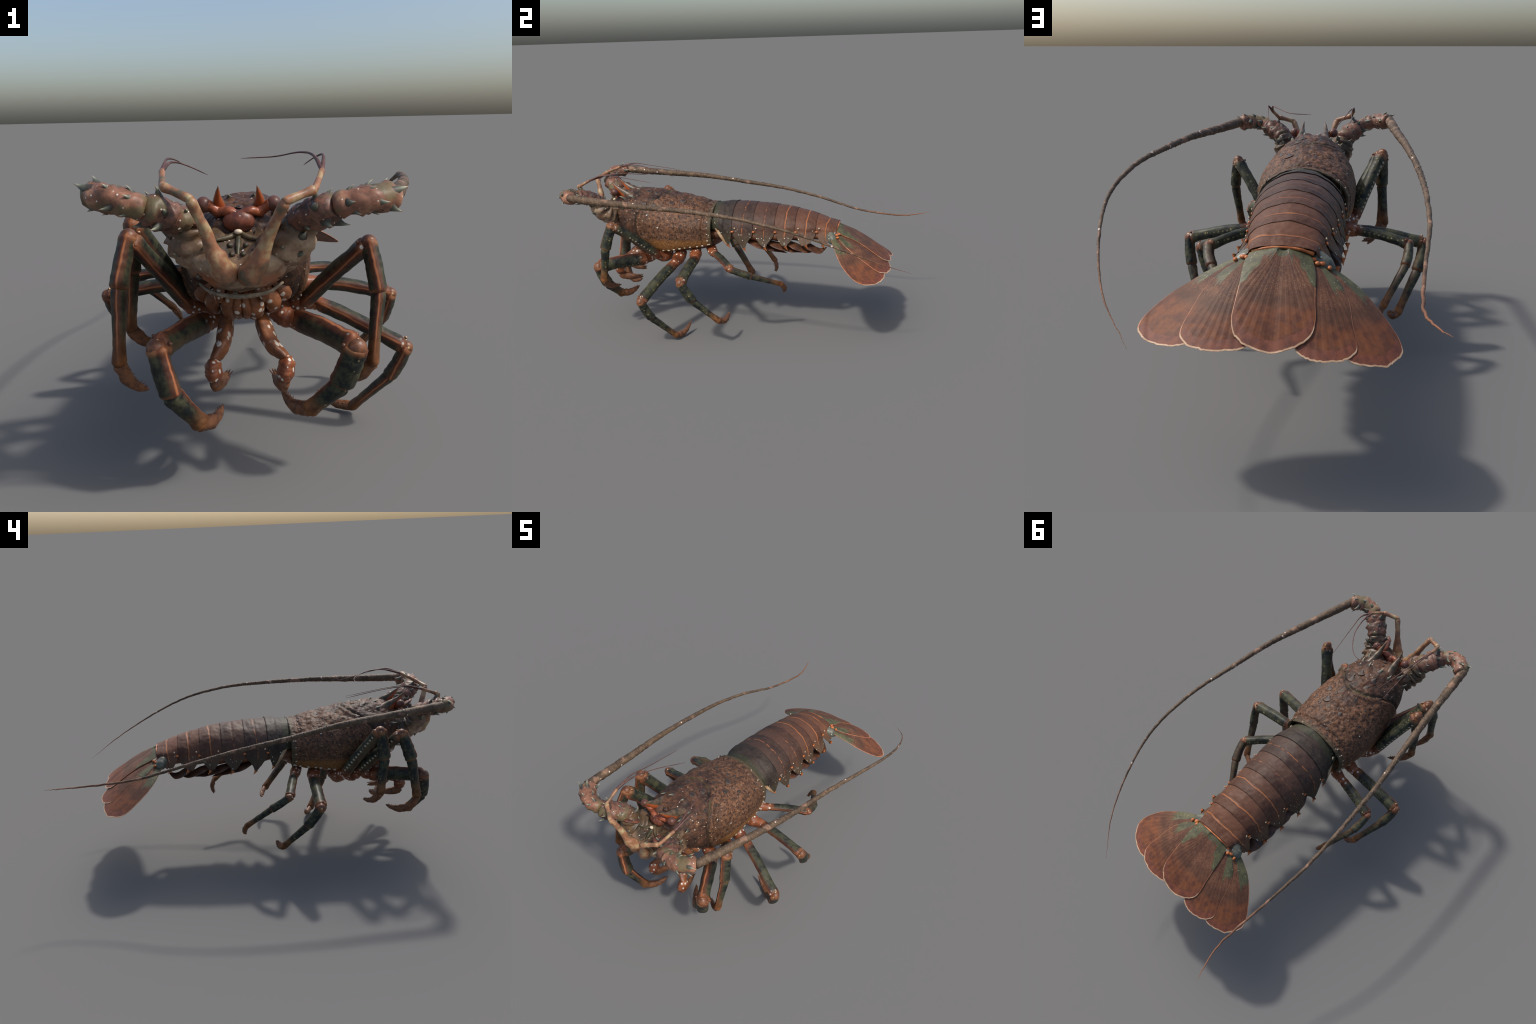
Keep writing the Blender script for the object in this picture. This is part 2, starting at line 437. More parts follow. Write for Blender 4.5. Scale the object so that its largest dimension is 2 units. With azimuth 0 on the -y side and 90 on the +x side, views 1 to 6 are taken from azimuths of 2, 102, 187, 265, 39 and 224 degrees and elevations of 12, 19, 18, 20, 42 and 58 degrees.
def tube(path, rad, sides=16, up=V((0, 0, 1)), flat=1.0, shape=None, jit=0.0, seed=0):
    """rad: list of (u, r). Closed ends.  shape(u, ang)->radius factor."""
    F = frames(path, up); n = len(path); vs = []; fs = []
    for i, (p, (t, x, y)) in enumerate(zip(path, F)):
        u = i / (n - 1); r = lerp_tab(rad, u)
        for k in range(sides):
            a = 2 * math.pi * k / sides
            q = r * (shape(u, a) if shape else 1.0)
            if jit: q *= 1 + jit * noise.noise(V((u * 11 + seed, math.cos(a) * 1.3, math.sin(a) * 1.3)))
            vs.append(p + x * (q * math.cos(a)) + y * (q * flat * math.sin(a)))
    for i in range(n - 1):
        for k in range(sides):
            k2 = (k + 1) % sides
            fs.append((i * sides + k, i * sides + k2, (i + 1) * sides + k2, (i + 1) * sides + k))
    fs.append(tuple(range(sides))[::-1]); fs.append(tuple((n - 1) * sides + k for k in range(sides)))
    return vs, fs

def join(*parts):
    V_, F_ = [], []
    for v, f in parts:
        o = len(V_); V_ += list(v); F_ += [tuple(i + o for i in q) for q in f]
    return V_, F_

def grid_faces(nu, nv, off=0, wrap=False):
    fs = []
    for i in range(nu - 1):
        for j in range(nv if wrap else nv - 1):
            j2 = (j + 1) % nv
            fs.append((off + i * nv + j, off + i * nv + j2, off + (i + 1) * nv + j2, off + (i + 1) * nv + j))
    return fs

def sphere(c, r, nu=10, nv=14):
    vs, fs = [], []
    rx, ry, rz = r if isinstance(r, tuple) else (r, r, r)
    for i in range(nu + 1):
        th = math.pi * (i + .02 * (i == 0) - .02 * (i == nu)) / nu
        for j in range(nv):
            ph = 2 * math.pi * j / nv
            vs.append(V(c) + V((rx * math.sin(th) * math.cos(ph), ry * math.sin(th) * math.sin(ph), rz * math.cos(th))))
    fs = grid_faces(nu + 1, nv, 0, True)
    fs.append(tuple(range(nv))); fs.append(tuple(nu * nv + j for j in range(nv)))
    return vs, fs

def axis_matrix(origin, zdir, xhint):
    z = V(zdir).normalized(); x = V(xhint) - z * V(xhint).dot(z)
    if x.length < 1e-4: x = V((1, 0, 0)) - z * z.x
    x.normalize(); y = z.cross(x)
    return Matrix(((x.x, y.x, z.x, origin[0]), (x.y, y.y, z.y, origin[1]), (x.z, y.z, z.z, origin[2]), (0, 0, 0, 1)))

# unit spine meshes: base radius 1, height 1 (scaled per copy)
def spine_mesh(name, mat, bend=.18, prof=None, sides=10):
    prof = prof or [(0, 1.25), (.08, 1.0), (.3, .66), (.6, .36), (.85, .15), (1, .03)]
    vs, fs = [], []
    for z, r in prof:
        for k in range(sides):
            a = 2 * math.pi * k / sides
            vs.append(V((r * math.cos(a) + bend * 2.2 * z * z, r * math.sin(a), z)))
    n = len(prof); fs = grid_faces(n, sides, 0, True)
    fs.append(tuple(range(sides))[::-1]); fs.append(tuple((n - 1) * sides + k for k in range(sides)))
    me = bpy.data.meshes.new(name); me.from_pydata([tuple(v) for v in vs], [], fs)
    me.materials.append(MATS[mat])
    me.polygons.foreach_set('use_smooth', [True] * len(me.polygons)); me.update()
    return me

def stud(name, me, parent, pos, direction, lean, r, h):
    m = axis_matrix(pos, direction, lean) @ Matrix.Diagonal((r, r, h, 1))
    ob = bpy.data.objects.new(name, me)
    return place(ob, parent, m)

# ------------------------------------------------------------------ carapace
#        y      top    half   bottom bottom zwide
#               z      width  z      halfw
CAR = [(-.800, .735, .106, .622, .076, .670),
       (-.770, .757, .128, .600, .086, .660),
       (-.720, .777, .151, .560, .100, .642),
       (-.660, .785, .170, .512, .112, .626),
       (-.600, .783, .184, .474, .124, .613),
       (-.540, .779, .195, .458, .145, .605),
       (-.460, .765, .203, .461, .162, .598),
       (-.400, .753, .204, .472, .165, .596),
       (-.330, .739, .199, .486, .170, .594),
       (-.260, .721, .188, .494, .165, .590),
       (-.200, .712, .175, .507, .155, .588)]

def car_point(y, t):
    """t in 0..1 from right margin over the back to the left margin."""
    zt, a, zm, xm, zc = herm(CAR, y)
    s = 2 * t - 1; k = abs(s); sg = 1 if s >= 0 else -1
    if k < .66:
        al = k / .66 * math.pi / 2
        dx = a * math.sin(al) ** 1.10; z = zc + (zt - zc - .003) * math.cos(al) ** 1.06
    else:
        ph = (k - .66) / .34 * math.pi / 2
        dx = xm + (a - xm) * math.cos(ph) ** .6; z = zc - (zc - zm) * math.sin(ph)
    return V((CX + sg * dx, y, z))

def car_normal(y, t):
    e = 1e-3
    a = car_point(y + e, t) - car_point(y - e, t)
    b = car_point(y, min(t + e, 1)) - car_point(y, max(t - e, 0))
    n = b.cross(a).normalized()
    c = V((CX, y, .6))
    return n if n.dot(car_point(y, t) - c) > 0 else -n

def build_carapace():
    nu, nv = 170, 150
    vs, fs = [], []
    for i in range(nu):
        y = -.800 + .600 * i / (nu - 1)
        ring = []
        for j in range(nv):
            t = j / (nv - 1)
            p = car_point(y, t); n = car_normal(y, t); dx = p.x - CX
            g = y + 5.0 * dx * dx + .487
            d = -.009 * math.exp(-(g / .010) ** 2) + .004 * math.exp(-((g - .022) / .016) ** 2)
            d += -.007 * math.exp(-((y + .248) / .007) ** 2)
            d += .003 * math.exp(-((y + .205) / .006) ** 2)
            s = abs(2 * t - 1)
            up = max(0, 1 - s * 1.1)
            d += up * .010 * noise.noise(V((p.x * 24, p.y * 24, p.z * 24))) * (1.0 if y < -.3 else .4)
            d += .0035 * noise.noise(V((p.x * 55, p.y * 55, p.z * 55))) * min(1, up + .25)
            # twin dorsal keels with a shallow valley toward the brow
            f = max(0, min(1, (-.60 - y) / .16))
            d += f * (.007 * math.exp(-((abs(dx) - .050) / .020) ** 2) - .012 * math.exp(-(dx / .024) ** 2))
            # cheek swelling behind the antenna
            d += .006 * math.exp(-((y + .70) / .035) ** 2 - ((p.z - .60) / .035) ** 2)
            d += .0035 * math.exp(-((s - .985) / .02) ** 2)
            ring.append(p + n * d)
        # close underneath with an inward lip
        r0, r1 = ring[-1], ring[0]
        for q in (.12, .4, .6, .88):
            m = r0.lerp(r1, q); m.z += .016 if q in (.12, .88) else .03
            ring.append(m)
        vs += ring
    nv2 = nv + 4
    fs = grid_faces(nu, nv2, 0, True)
    # rear lip and caps
    base = (nu - 1) * nv2
    for sc, dy in ((.955, -.002), (.93, -.02)):
        o = len(vs)
        for j in range(nv2):
            p = vs[base + j]
            vs.append(V((CX + (p.x - CX) * sc, p.y + dy, .60 + (p.z - .60) * sc)))
        prev = base if sc == .955 else o - nv2
        for j in range(nv2):
            j2 = (j + 1) % nv2
            fs.append((prev + j, prev + j2, o + j2, o + j))
        last = o
    fs.append(tuple(last + j for j in range(nv2)))
    fs.append(tuple(range(nv2))[::-1])
    car = new_obj('carapace', vs, fs, 'carapace')
    tub = spine_mesh('dark_tubercle', 'tub', .42, [(0, 1.5), (.1, 1.2), (.35, .85), (.7, .48), (.92, .2), (1, .05)])
    ptub = spine_mesh('pale_tubercle', 'ptub', .40, [(0, 1.4), (.15, 1.1), (.45, .75), (.75, .45), (.95, .2), (1, .05)])
    spn = spine_mesh('carapace_spine', 'spine', .75)
    R = random.Random(3)
    spots = []
    def ok(y, t, d):
        p = car_point(y, t)
        if any((p - q).length < d + e for q, e in spots): return False
        spots.append((p, d)); return True
    # large forward-leaning thorns in pairs along the back
    for y, ts, r, h in [(-.705, .12, .012, .034), (-.665, .19, .014, .022), (-.655, .075, .014, .022), (-.60, .085, .016, .013), (-.60, .25, .014, .012),
                        (-.545, .10, .016, .012), (-.545, .26, .014, .010), (-.455, .075, .016, .011), (-.44, .19, .015, .010), (-.405, .05, .016, .010),
                        (-.385, .14, .016, .009), (-.37, .26, .014, .008), (-.345, .065, .015, .008), (-.73, .24, .013, .032), (-.735, .36, .012, .027),
                        (-.69, .30, .009, .014), (-.64, .30, .009, .013), (-.76, .44, .010, .025), (-.775, .60, .009, .020), (-.775, .74, .008, .016)]:
        for sg in (-1, 1):
            yy, t = y + R.uniform(-.008, .008), .5 + sg * ts * .5 * (1 + R.uniform(-.1, .1)) * 1.3
            if ok(yy, t, .016):
                n = car_normal(yy, t)
                stud('carapace_spine', spn if h > .016 else tub, car, car_point(yy, t) - n * .005, n + V((0, -.15, 0)), (0, -1, .2), r, h)
    # scattered low tubercles, denser behind
    tries = 0; made = 0
    while made < 85 and tries < 4000:
        tries += 1
        y = R.uniform(-.76, -.25); t = .5 + R.uniform(-.41, .41)
        if abs(t - .5) > .30 and R.random() < .5: continue
        p = car_point(y, t)
        if abs(y + 5 * (p.x - CX) ** 2 + .487) < .014: continue
        if p.z < .55: continue
        sz = R.uniform(.0045, .0085)
        if not ok(y, t, .0085 + sz * .6): continue
        n = car_normal(y, t); made += 1
        pale = R.random() < (.45 if abs(t - .5) > .2 else .12)
        stud('carapace_bump', ptub if pale else tub, car, p - n * .0032, n, (0, -1, 0), sz, sz * R.uniform(.28, .55))
    # pale beads along the lower margin and the rear collar
    bead_me = None
    for sg in (0, 1):
        for i in range(11):
            y = -.215 - i * .034 + R.uniform(-.006, .006); t = .965 if sg else .035
            p = car_point(y, t); n = car_normal(y, t); r = R.uniform(.0035, .0055)
            if bead_me is None:
                b = new_obj('margin_bead', *sphere((0, 0, 0), 1.0, 6, 8), 'bead', car, Matrix.Translation(p + n * .0005) @ Matrix.Diagonal((r * .8, r * 1.7, r * 1.1, 1))); bead_me = b.data
            else:
                place(bpy.data.objects.new('margin_bead', bead_me), car, Matrix.Translation(p + n * .0005) @ Matrix.Diagonal((r * .8, r * 1.7, r * 1.1, 1)))
        for i in range(6):
            t = .965 - i * .055 if sg else .035 + i * .055
            y = -.222; p = car_point(y, t); n = car_normal(y, t); r = R.uniform(.0025, .004)
            place(bpy.data.objects.new('margin_bead', bead_me), car, Matrix.Translation(p + n * .0005) @ Matrix.Diagonal((r * .8, r * 1.7, r * 1.1, 1)))
    return car

# ------------------------------------------------------------------ head
def build_head():
    # face: blunt wedge between carapace and feelers. ring: y, half width, z top side, z top centre, z low
    rings = [(-.74, .126, .712, .712, .555), (-.785, .144, .712, .706, .545), (-.825, .148, .705, .700, .560),
             (-.860, .142, .698, .678, .574), (-.892, .118, .686, .654, .594), (-.914, .076, .668, .642, .610), (-.922, .038, .652, .638, .622)]
    nv = 56; vs = []
    P = [herm(rings, rings[0][0] + (rings[-1][0] - rings[0][0]) * 0) for _ in ()]
    ys = [-.74 - .182 * (i / 27) for i in range(28)]
    rt = sorted(rings)
    for y in ys:
        hw, zs, zc, zl = herm(rt, y)
        mid = zs - .028
        for j in range(nv):
            a = 2 * math.pi * j / nv
            c, s = math.cos(a), math.sin(a)
            dx = hw * (abs(c) ** .75) * (1 if c >= 0 else -1)
            if s >= 0:
                top = zc + (zs - zc) * min(1, (abs(dx) / max(hw, 1e-3)) ** 1.5 * 1.6)
                z = mid + (top - mid) * s ** .6
            else:
                z = mid - (mid - zl) * (-s) ** .85
                dx *= 1 - .18 * (-s)
            p = V((CX + dx, y, z))
            d = .009 * noise.noise(p * 26) + .004 * noise.noise(p * 70)
            p += (p - V((CX, y, mid))).normalized() * d
            vs.append(p)
    fs = grid_faces(len(ys), nv, 0, True)
    fs.append(tuple(range(nv))); fs.append(tuple((len(ys) - 1) * nv + j for j in range(nv)))
    face = new_obj('face', vs, fs, 'head')
    # mouth plates under the face
    for sg in (-1, 1):
        for off, y0, z0, y1, z1, r in [(.035, -.745, .535, -.61, .434, .033), (.077, -.725, .535, -.59, .450, .030), (.012, -.750, .530, -.65, .442, .023), (.106, -.700, .552, -.61, .477, .020), (.055, -.775, .560, -.68, .500, .016)]:
            p = crom([(CX + sg * off * .8, y0, z0), (CX + sg * off * 1.15, (y0 + y1) / 2 - .02, (z0 + z1) / 2 - .012), (CX + sg * off * .7, y1, z1)], 16)
            new_obj('mouth_plate', *tube(p, [(0, r * .5), (.35, r), (.75, r * .9), (1, r * .4)], 14, flat=.7, jit=.12, seed=off * 50), 'mouth', face)
    lip = crom([(CX - .112, -.760, .560), (CX - .072, -.805, .546), (CX, -.826, .540), (CX + .072, -.805, .546), (CX + .112, -.760, .560)], 30)
    new_obj('upper_lip', *tube(lip, [(0, .004), (.3, .006), (.5, .007), (.7, .006), (1, .004)], 10, flat=.9), 'lip', face)
    # small centre thorns
    spn = spine_mesh('face_spine', 'spine', .2)
    for dx, y, z in [(-.014, -.885, .664), (.014, -.885, .664), (-.02, -.86, .682), (.02, -.86, .682), (-.062, -.888, .612), (.062, -.888, .612), (-.100, -.862, .604), (.100, -.862, .604)]:
        stud('face_spine', spn, face, V((CX + dx, y, z)), (dx * 2, -1, .25), (0, 0, 1), .007, .013)
    # Y-shaped ridge and scattered knobs on the plate between the feelers
    for pts in ([(0, -.812, .709), (-.02, -.835, .700), (-.062, -.858, .694)], [(0, -.812, .709), (.02, -.835, .700), (.062, -.858, .694)], [(0, -.815, .707), (0, -.85, .686), (0, -.885, .655)]):
        new_obj('face_ridge', *tube(crom([(CX + a, b, c) for a, b, c in pts], 12), [(0, .007), (.5, .008), (1, .004)], 8, jit=.3), 'ridge', face)
    kb = spine_mesh('face_knob', 'tub', .2, [(0, 1.5), (.1, 1.2), (.35, .85), (.7, .48), (.92, .2), (1, .05)])
    Rf = random.Random(21)
    for i in range(34):
        dx = Rf.uniform(-.125, .125); y = Rf.uniform(-.885, -.80)
        hw, zs, zc, zl = herm(rt, y)
        if abs(dx) > hw * .9: continue
        z = zc + (zs - zc) * min(1, (abs(dx) / hw) ** 1.5 * 1.6)
        r = Rf.uniform(.004, .008)
        stud('face_knob', kb if Rf.random() < .7 else MATS['_ptub'], face, V((CX + dx, y, z - .003)), (dx, -.5, 1), (0, -1, 0), r, r * Rf.uniform(.7, 1.4))
    # brow plate, eyes, horns
    brow = new_obj('brow', *sphere((CX, -.796, .733), (.042, .024, .030), 14, 20), 'brow')
    b2 = crom([(CX - .062, -.778, .752), (CX - .03, -.79, .758), (CX, -.795, .752), (CX + .03, -.79, .758), (CX + .062, -.778, .752)], 20)
    new_obj('brow_ridge', *tube(b2, [(0, .012), (.3, .014), (.5, .010), (.7, .014), (1, .012)], 12, jit=.3), 'stalk', brow)
    new_obj('brow_bead', *sphere((CX, -.835, .712), (.011, .008, .007), 8, 10), 'knob', brow)
    for sg in (-1, 1):
        p = crom([(CX + sg * .05, -.778, .752), (CX + sg * .072, -.782, .768), (CX + sg * .083, -.784, .774)], 10)
        eye = new_obj('eye', *sphere((CX + sg * .091, -.785, .776), (.020, .0205, .021), 14, 20), 'eye')
        new_obj('eye_stalk', *tube(p, [(0, .015), (.4, .013), (1, .0175)], 16), 'stalk', eye)
        tip = V((CX + sg * (.049), -.815, .826)); base = V((CX + sg * .054, -.722, .748))
        M = Matrix.Translation(base)
        path = [q - base for q in crom([base + V((sg * .006, .035, -.020)), base + V((0, -.028, .020)), base + V((0, -.062, .046)), tip], 22)]
        # local +x of the horn points back: build with mirrored axis so front is -x
        Rm = Matrix(((0, -sg, 0, 0), (1, 0, 0, 0), (0, 0, 1, 0), (0, 0, 0, 1)))
        hv, hf = tube(path, [(0, .042), (.2, .030), (.5, .0185), (.8, .0090), (1, .0012)], 14, up=V((0, 0, 1)), flat=.72)
        Ri = Rm.to_3x3().inverted()
        # tilt so that the underside/front of the curve reads as local -x
        W = M @ Rm
        new_obj('brow_horn', [Ri @ q for q in hv], hf, 'horn', None, W)
    return face

# ------------------------------------------------------------------ antennae
def build_antenna(sg, j12, j23, mid, end, ctrl):
    rb = random.Random(11 + sg)
    spn = MATS['_spine']
    base = V((CX + sg * .082, -.800, .648))
    s1 = crom([base, base.lerp(j12, .5) + V((sg * .012, -.018, -.012)), j12], 22)
    def ridged(u, a): return 1 + .06 * math.cos(3 * a)
    ant = new_obj('antenna', *tube(s1, [(0, .062), (.4, .055), (.8, .044), (1, .034)], 18, jit=.34, seed=sg, flat=1.22), 'head')
    s2 = crom([j12 - (j23 - j12) * .12, (j12 + j23) / 2 + V((0, -.004, -.003)), j23], 18)
    new_obj('antenna_joint', *tube(s2, [(0, .028), (.12, .037), (.55, .040), (.88, .037), (1, .028)], 14, jit=.34, seed=3 + sg, flat=1.30), 'ped2', ant)
    s3 = crom([j23 - (mid - j23) * .10, mid, end], 20)
    new_obj('antenna_joint', *tube(s3, [(0, .024), (.06, .031), (.5, .034), (.86, .035), (.97, .032), (1, .026)], 14, jit=.30, seed=6 + sg, flat=1.14), 'ped', ant)
    # thorns on each joint
    for path, r, rows, cnt, seg in ((s1, .047, 5, 3, 1), (s2, .038, 6, 2, 2), (s3, .034, 5, 3, 3)):
        F = frames(path)
        for a_i in range(rows):
            for c in range(cnt):
                u = (c + .75 + rb.uniform(-.2, .2)) / (cnt + .35)
                if seg == 1 and u < .4: continue
                i = min(int(u * (len(path) - 1)), len(path) - 1); t, x, y = F[i]
                a = 2 * math.pi * (a_i + .5 * (c % 2) + rb.uniform(-.18, .18)) / rows
                d = x * math.cos(a) + y * math.sin(a)
                rr = r * {1: .98, 2: .96, 3: .94}[seg] * (1.28 - .45 * u if seg == 1 else 1) * (1 + {1: .2, 2: .28, 3: .13}[seg] * abs(math.sin(a)))
                big = rb.uniform(.75, 1.2) * (1.15 if c == cnt - 1 else .9)
                stud('antenna_spine', spn, ant, path[i] + d * (rr - .009), d + t * .25, t, .0135 * big, .0265 * big)
    # broad scale on the inner side
    p = crom([base + V((sg * .004, -.025, .050)), base + V((sg * .006, -.070, .078)), base + V((sg * .020, -.108, .098))], 12)
    new_obj('antenna_scale', *tube(p, [(0, .014), (.4, .024), (.8, .018), (1, .004)], 12, flat=.38, up=V((1, 0, 0)), jit=.2), 'scale', ant)
    # whip
    path = crom(ctrl, 420)
    for i, q in enumerate(path):
        w = .004 * (i / 420) ** .5
        path[i] = q + V((noise.noise(V((i * .11, sg, 0))), noise.noise(V((i * .11, sg, 5))), noise.noise(V((i * .11, sg, 9))))) * w * .7
    def rough(u, a):
        return 1 + .13 * noise.noise(V((u * 120, math.cos(a) * 1.2, math.sin(a) * 1.2))) + .08 * noise.noise(V((u * 420, math.cos(a), math.sin(a)))) + .015 * math.sin(u * 700)
    new_obj('antenna_whip', *tube(path, [(0, .0215), (.04, .0212), (.12, .0180), (.3, .0122), (.5, .0084), (.7, .0055), (.88, .0026), (.95, .0012), (1, .0004)], 16, shape=rough), 'whip', ant)
    F = frames(path)
    for c in range(70):
        i = int(6 + c * 2.6 + rb.uniform(-1, 1)); t, x, y = F[i]; a = rb.uniform(0, 6.28)
        d = x * math.cos(a) + y * math.sin(a); r = lerp_tab([(0, .0225), (.12, .0195), (.3, .0140), (.5, .0098)], i / 419)
        stud('whip_spine', spn, ant, path[i] + d * (r * .85), d + t * .3, t, .0026, .0050)

def build_antennule(sg, j1, j2, j3, whips):
    b = V((CX + sg * .018, -.906, .602))
    p = crom([b, b.lerp(j1, .33) + V((sg * .006, -.006, 0)), b.lerp(j1, .66), j1], 26)
    an = new_obj('antennule', *tube(p, [(0, .020), (.09, .031), (.28, .026), (.5, .0165), (.85, .0125), (.97, .0145), (1, .010)], 14, jit=.2, seed=sg * 3), 'ant')
    for a, c, r0, r1 in ((j1, j2, .0115, .0125), (j2, j3, .0085, .0080)):
        q = crom([a - (c - a) * .08, a.lerp(c, .5), c], 14)
        new_obj('antennule_joint', *tube(q, [(0, r0 * .8), (.12, r0), (.6, r0 * .85), (.92, r1), (1, r1 * .8)], 14), 'ant', an)
    for w, r in whips:
        q = crom([j3] + [V(x) for x in w], 70)
        new_obj('antennule_whip', *tube(q, [(0, r), (.25, r * .55), (.6, r * .32), (.9, r * .25), (1, .0006)], 8, jit=.2, seed=r * 999), 'antwhip', an)

# ------------------------------------------------------------------ tail
EDGE = [-.082, .036, .155, .266, .378, .488]
TIP = [(-.103, .497, .163), (-.007, .486, .183), (.110, .494, .187), (.224, .503, .182), (.335, .512, .177), (.425, .513, .163)]
TOP = [(-.23, .706), (-.185, .709), (-.13, .715), (-.08, .714), (.03, .711), (.147, .701), (.256, .682), (.374, .650), (.436, .624), (.50, .598)]
WID = [(-.23, .142), (-.2, .146), (-.15, .155), (-.077, .167), (.042, .159), (.153, .150), (.26, .138), (.362, .125), (.50, .097)]
ZSP = .588

def build_tail():
    first = None
    for s in range(6):
        y0 = -.235 if s == 0 else EDGE[s - 1] - .024
        y1 = EDGE[s]; vis0 = -.20 if s == 0 else EDGE[s - 1]
        ty, tz, tw = TIP[s]
        ut = (ty - vis0) / (y1 - vis0)
        nu, nv = 30, 92; vs = []
        low = [(0, ZSP - .010), (.08, .562), (.22, .538), (.36, .518), (ut - .07, tz + .008), (ut, tz), (ut + .03, tz + .022), (ut + .10, .528), (ut + (1 - ut) * .6, .546), (ut + (1 - ut) * .85, .562), (1.0, ZSP - .006)]
        if s == 0: low = [(0, .66), (.25, .605), (.5, .560), (.7, .522), (ut, tz), (ut + .05, .52), (.97, .56), (1.0, ZSP - .004)]
        for i in range(nu):
            f = i / (nu - 1); y = y0 + (y1 - y0) * f
            u = max(0, (y - vis0) / (y1 - vis0))
            zt = herm(TOP, y)[0]; W = herm(WID, y)[0]
            lift = .0012 * u - .0004 * (1 - u) + .0004 * math.exp(-((u - .97) / .05) ** 2)
            lift -= .0025 * math.exp(-((u - .5) / .035) ** 2)
            if s == 0: lift += -.002 * math.exp(-((y + .165) / .03) ** 2) + .002 * max(0, min(1, (y + .14) / .015))
            zl = lerp_tab(low, u) if y >= vis0 else (ZSP - .004 if s else .66)
            for j in range(nv):
                v = 2 * j / (nv - 1) - 1; k = abs(v); sg = 1 if v >= 0 else -1
                kk = .70
                if k <= kk:
                    al = k / kk * math.pi / 2
                    dx = (W + lift) * math.sin(al) ** 1.10; z = ZSP + (zt + lift + .003 - ZSP) * math.cos(al) ** 1.06
                else:
                    q = (k - kk) / (1 - kk)
                    z = ZSP - (ZSP - zl) * q
                    dx = W + lift + (tw - W) * min(1.0, max(0.0, (ZSP - z) / (ZSP - tz))) ** 1.2
                yy = y + (.010 * math.exp(-((k - .80) / .1) ** 2) * u if k > .5 else 0) * 0
                p = V((CX + sg * dx, yy, z))
                n = V((sg * math.sin(min(k / kk, 1) * 1.57), 0, math.cos(min(k / kk, 1) * 1.57)))
                p += n * (.0030 * noise.noise(p * 20) + .0016 * noise.noise(p * 55))
                vs.append(p)
        seg = new_obj('tail_segment', vs, grid_faces(nu, nv), mat_abdomen(s, (vis0 + y1) / 2 + .004))
        first = first or seg
        m = seg.modifiers.new('thickness', 'SOLIDIFY'); m.thickness = .0014; m.offset = -1
        # orange hinge knobs
        for sg in (-1, 1):
            if s < 5:
                W = herm(WID, EDGE[s])[0]
                p = V((CX + sg * (W + .004), EDGE[s] + .004, ZSP - .002))
                new_obj('hinge_knob', *sphere((0, 0, 0), (.005, .0085, .0055), 8, 12), 'joint', seg, Matrix.Translation(p))
                q = V((CX + sg * (W + .002), EDGE[s] + .018, ZSP + .018))
                new_obj('white_bead', *sphere((0, 0, 0), (.003, .0045, .004), 6, 10), 'knob', seg, Matrix.Translation(q))
            # pleuron spike
            d = V((sg * .10, .55, -1))
            stud('tail_spine', MATS['_tailspine'], seg, V((CX + sg * (tw - .003), ty - .006, tz + .012)), d, (0, 1, 0), .0085, .026)
    # pale hinge knob and strap between carapace and first ring
    for sg in (-1, 1):
        kb = new_obj('hinge_knob', *sphere((0, 0, 0), (.008, .011, .015), 10, 14), 'knob', first, Matrix.Translation((CX + sg * .139, -.190, .617)))
        st = crom([(CX + sg * .143, -.182, .603), (CX + sg * .151, -.160, .574), (CX + sg * .158, -.138, .540), (CX + sg * .162, -.113, .506)], 12)
        new_obj('hinge_strap', *tube(st, [(0, .008), (.4, .010), (1, .004)], 12, flat=.5, up=V((0, 1, 0))), 'strap', first)
    # soft underside
    tab = [(-.25, .126, .498, .60), (-.1, .152, .508, .61), (.0, .158, .506, .61), (.1, .156, .506, .61), (.3, .138, .514, .605), (.46, .100, .528, .595), (.51, .07, .552, .58)]
    ys = [-.25 + .715 * i / 60 for i in range(61)]; vs = []; nv = 32
    for y in ys:
        hw, zb, zt = herm(tab, y)
        wob = .006 * math.sin((y + .08) / .116 * 2 * math.pi)
        for j in range(nv):
            a = 2 * math.pi * j / nv
            vs.append(V((CX + hw * math.cos(a), y, (zt + zb) / 2 + ((zt - zb) / 2 + wob) * math.sin(a))))
    fs = grid_faces(len(ys), nv, 0, True); fs.append(tuple(range(nv))); fs.append(tuple((len(ys) - 1) * nv + j for j in range(nv)))
    soft = new_obj('tail_underside', vs, fs, 'soft')
    # swimmerets
    for s, (ya, yb, zb) in enumerate([(-.01, .215, .452), (.10, .31, .460), (.21, .385, .478), (.30, .435, .494)]):
        for sg in (-1, 1):
            p = crom([(CX + sg * .128, ya, .530), (CX + sg * .140, ya + (yb - ya) * .35, .505), (CX + sg * .126, ya + (yb - ya) * .7, .482), (CX + sg * .100, yb, zb)], 18)
            new_obj('swimmeret', *tube(p, [(0, .016), (.3, .034), (.62, .028), (.88, .010), (1, .001)], 12, flat=.14, up=V((sg * .3, 0, 1)).cross(V((0, 1, 0))), jit=.1, seed=s), 'flap', soft)

# ------------------------------------------------------------------ tail fan
def fan_z(dx, y):
    """The open fan falls away from the tail base in every direction, steepest along the middle."""
    ey = y - .49; r = math.hypot(dx, ey)
    ph = math.degrees(math.atan2(abs(dx), ey)) if r > 1e-6 else 0.0
    arch = .011 * math.sin(math.pi * min(1, r / .40)) * max(0, min(1, (ph - 20) / 30))
    return .598 + arch - (.68 - (.0036 if dx > 0 else .0022) * ph) * r * (.86 + .14 * min(1, r / .28) ** 2)

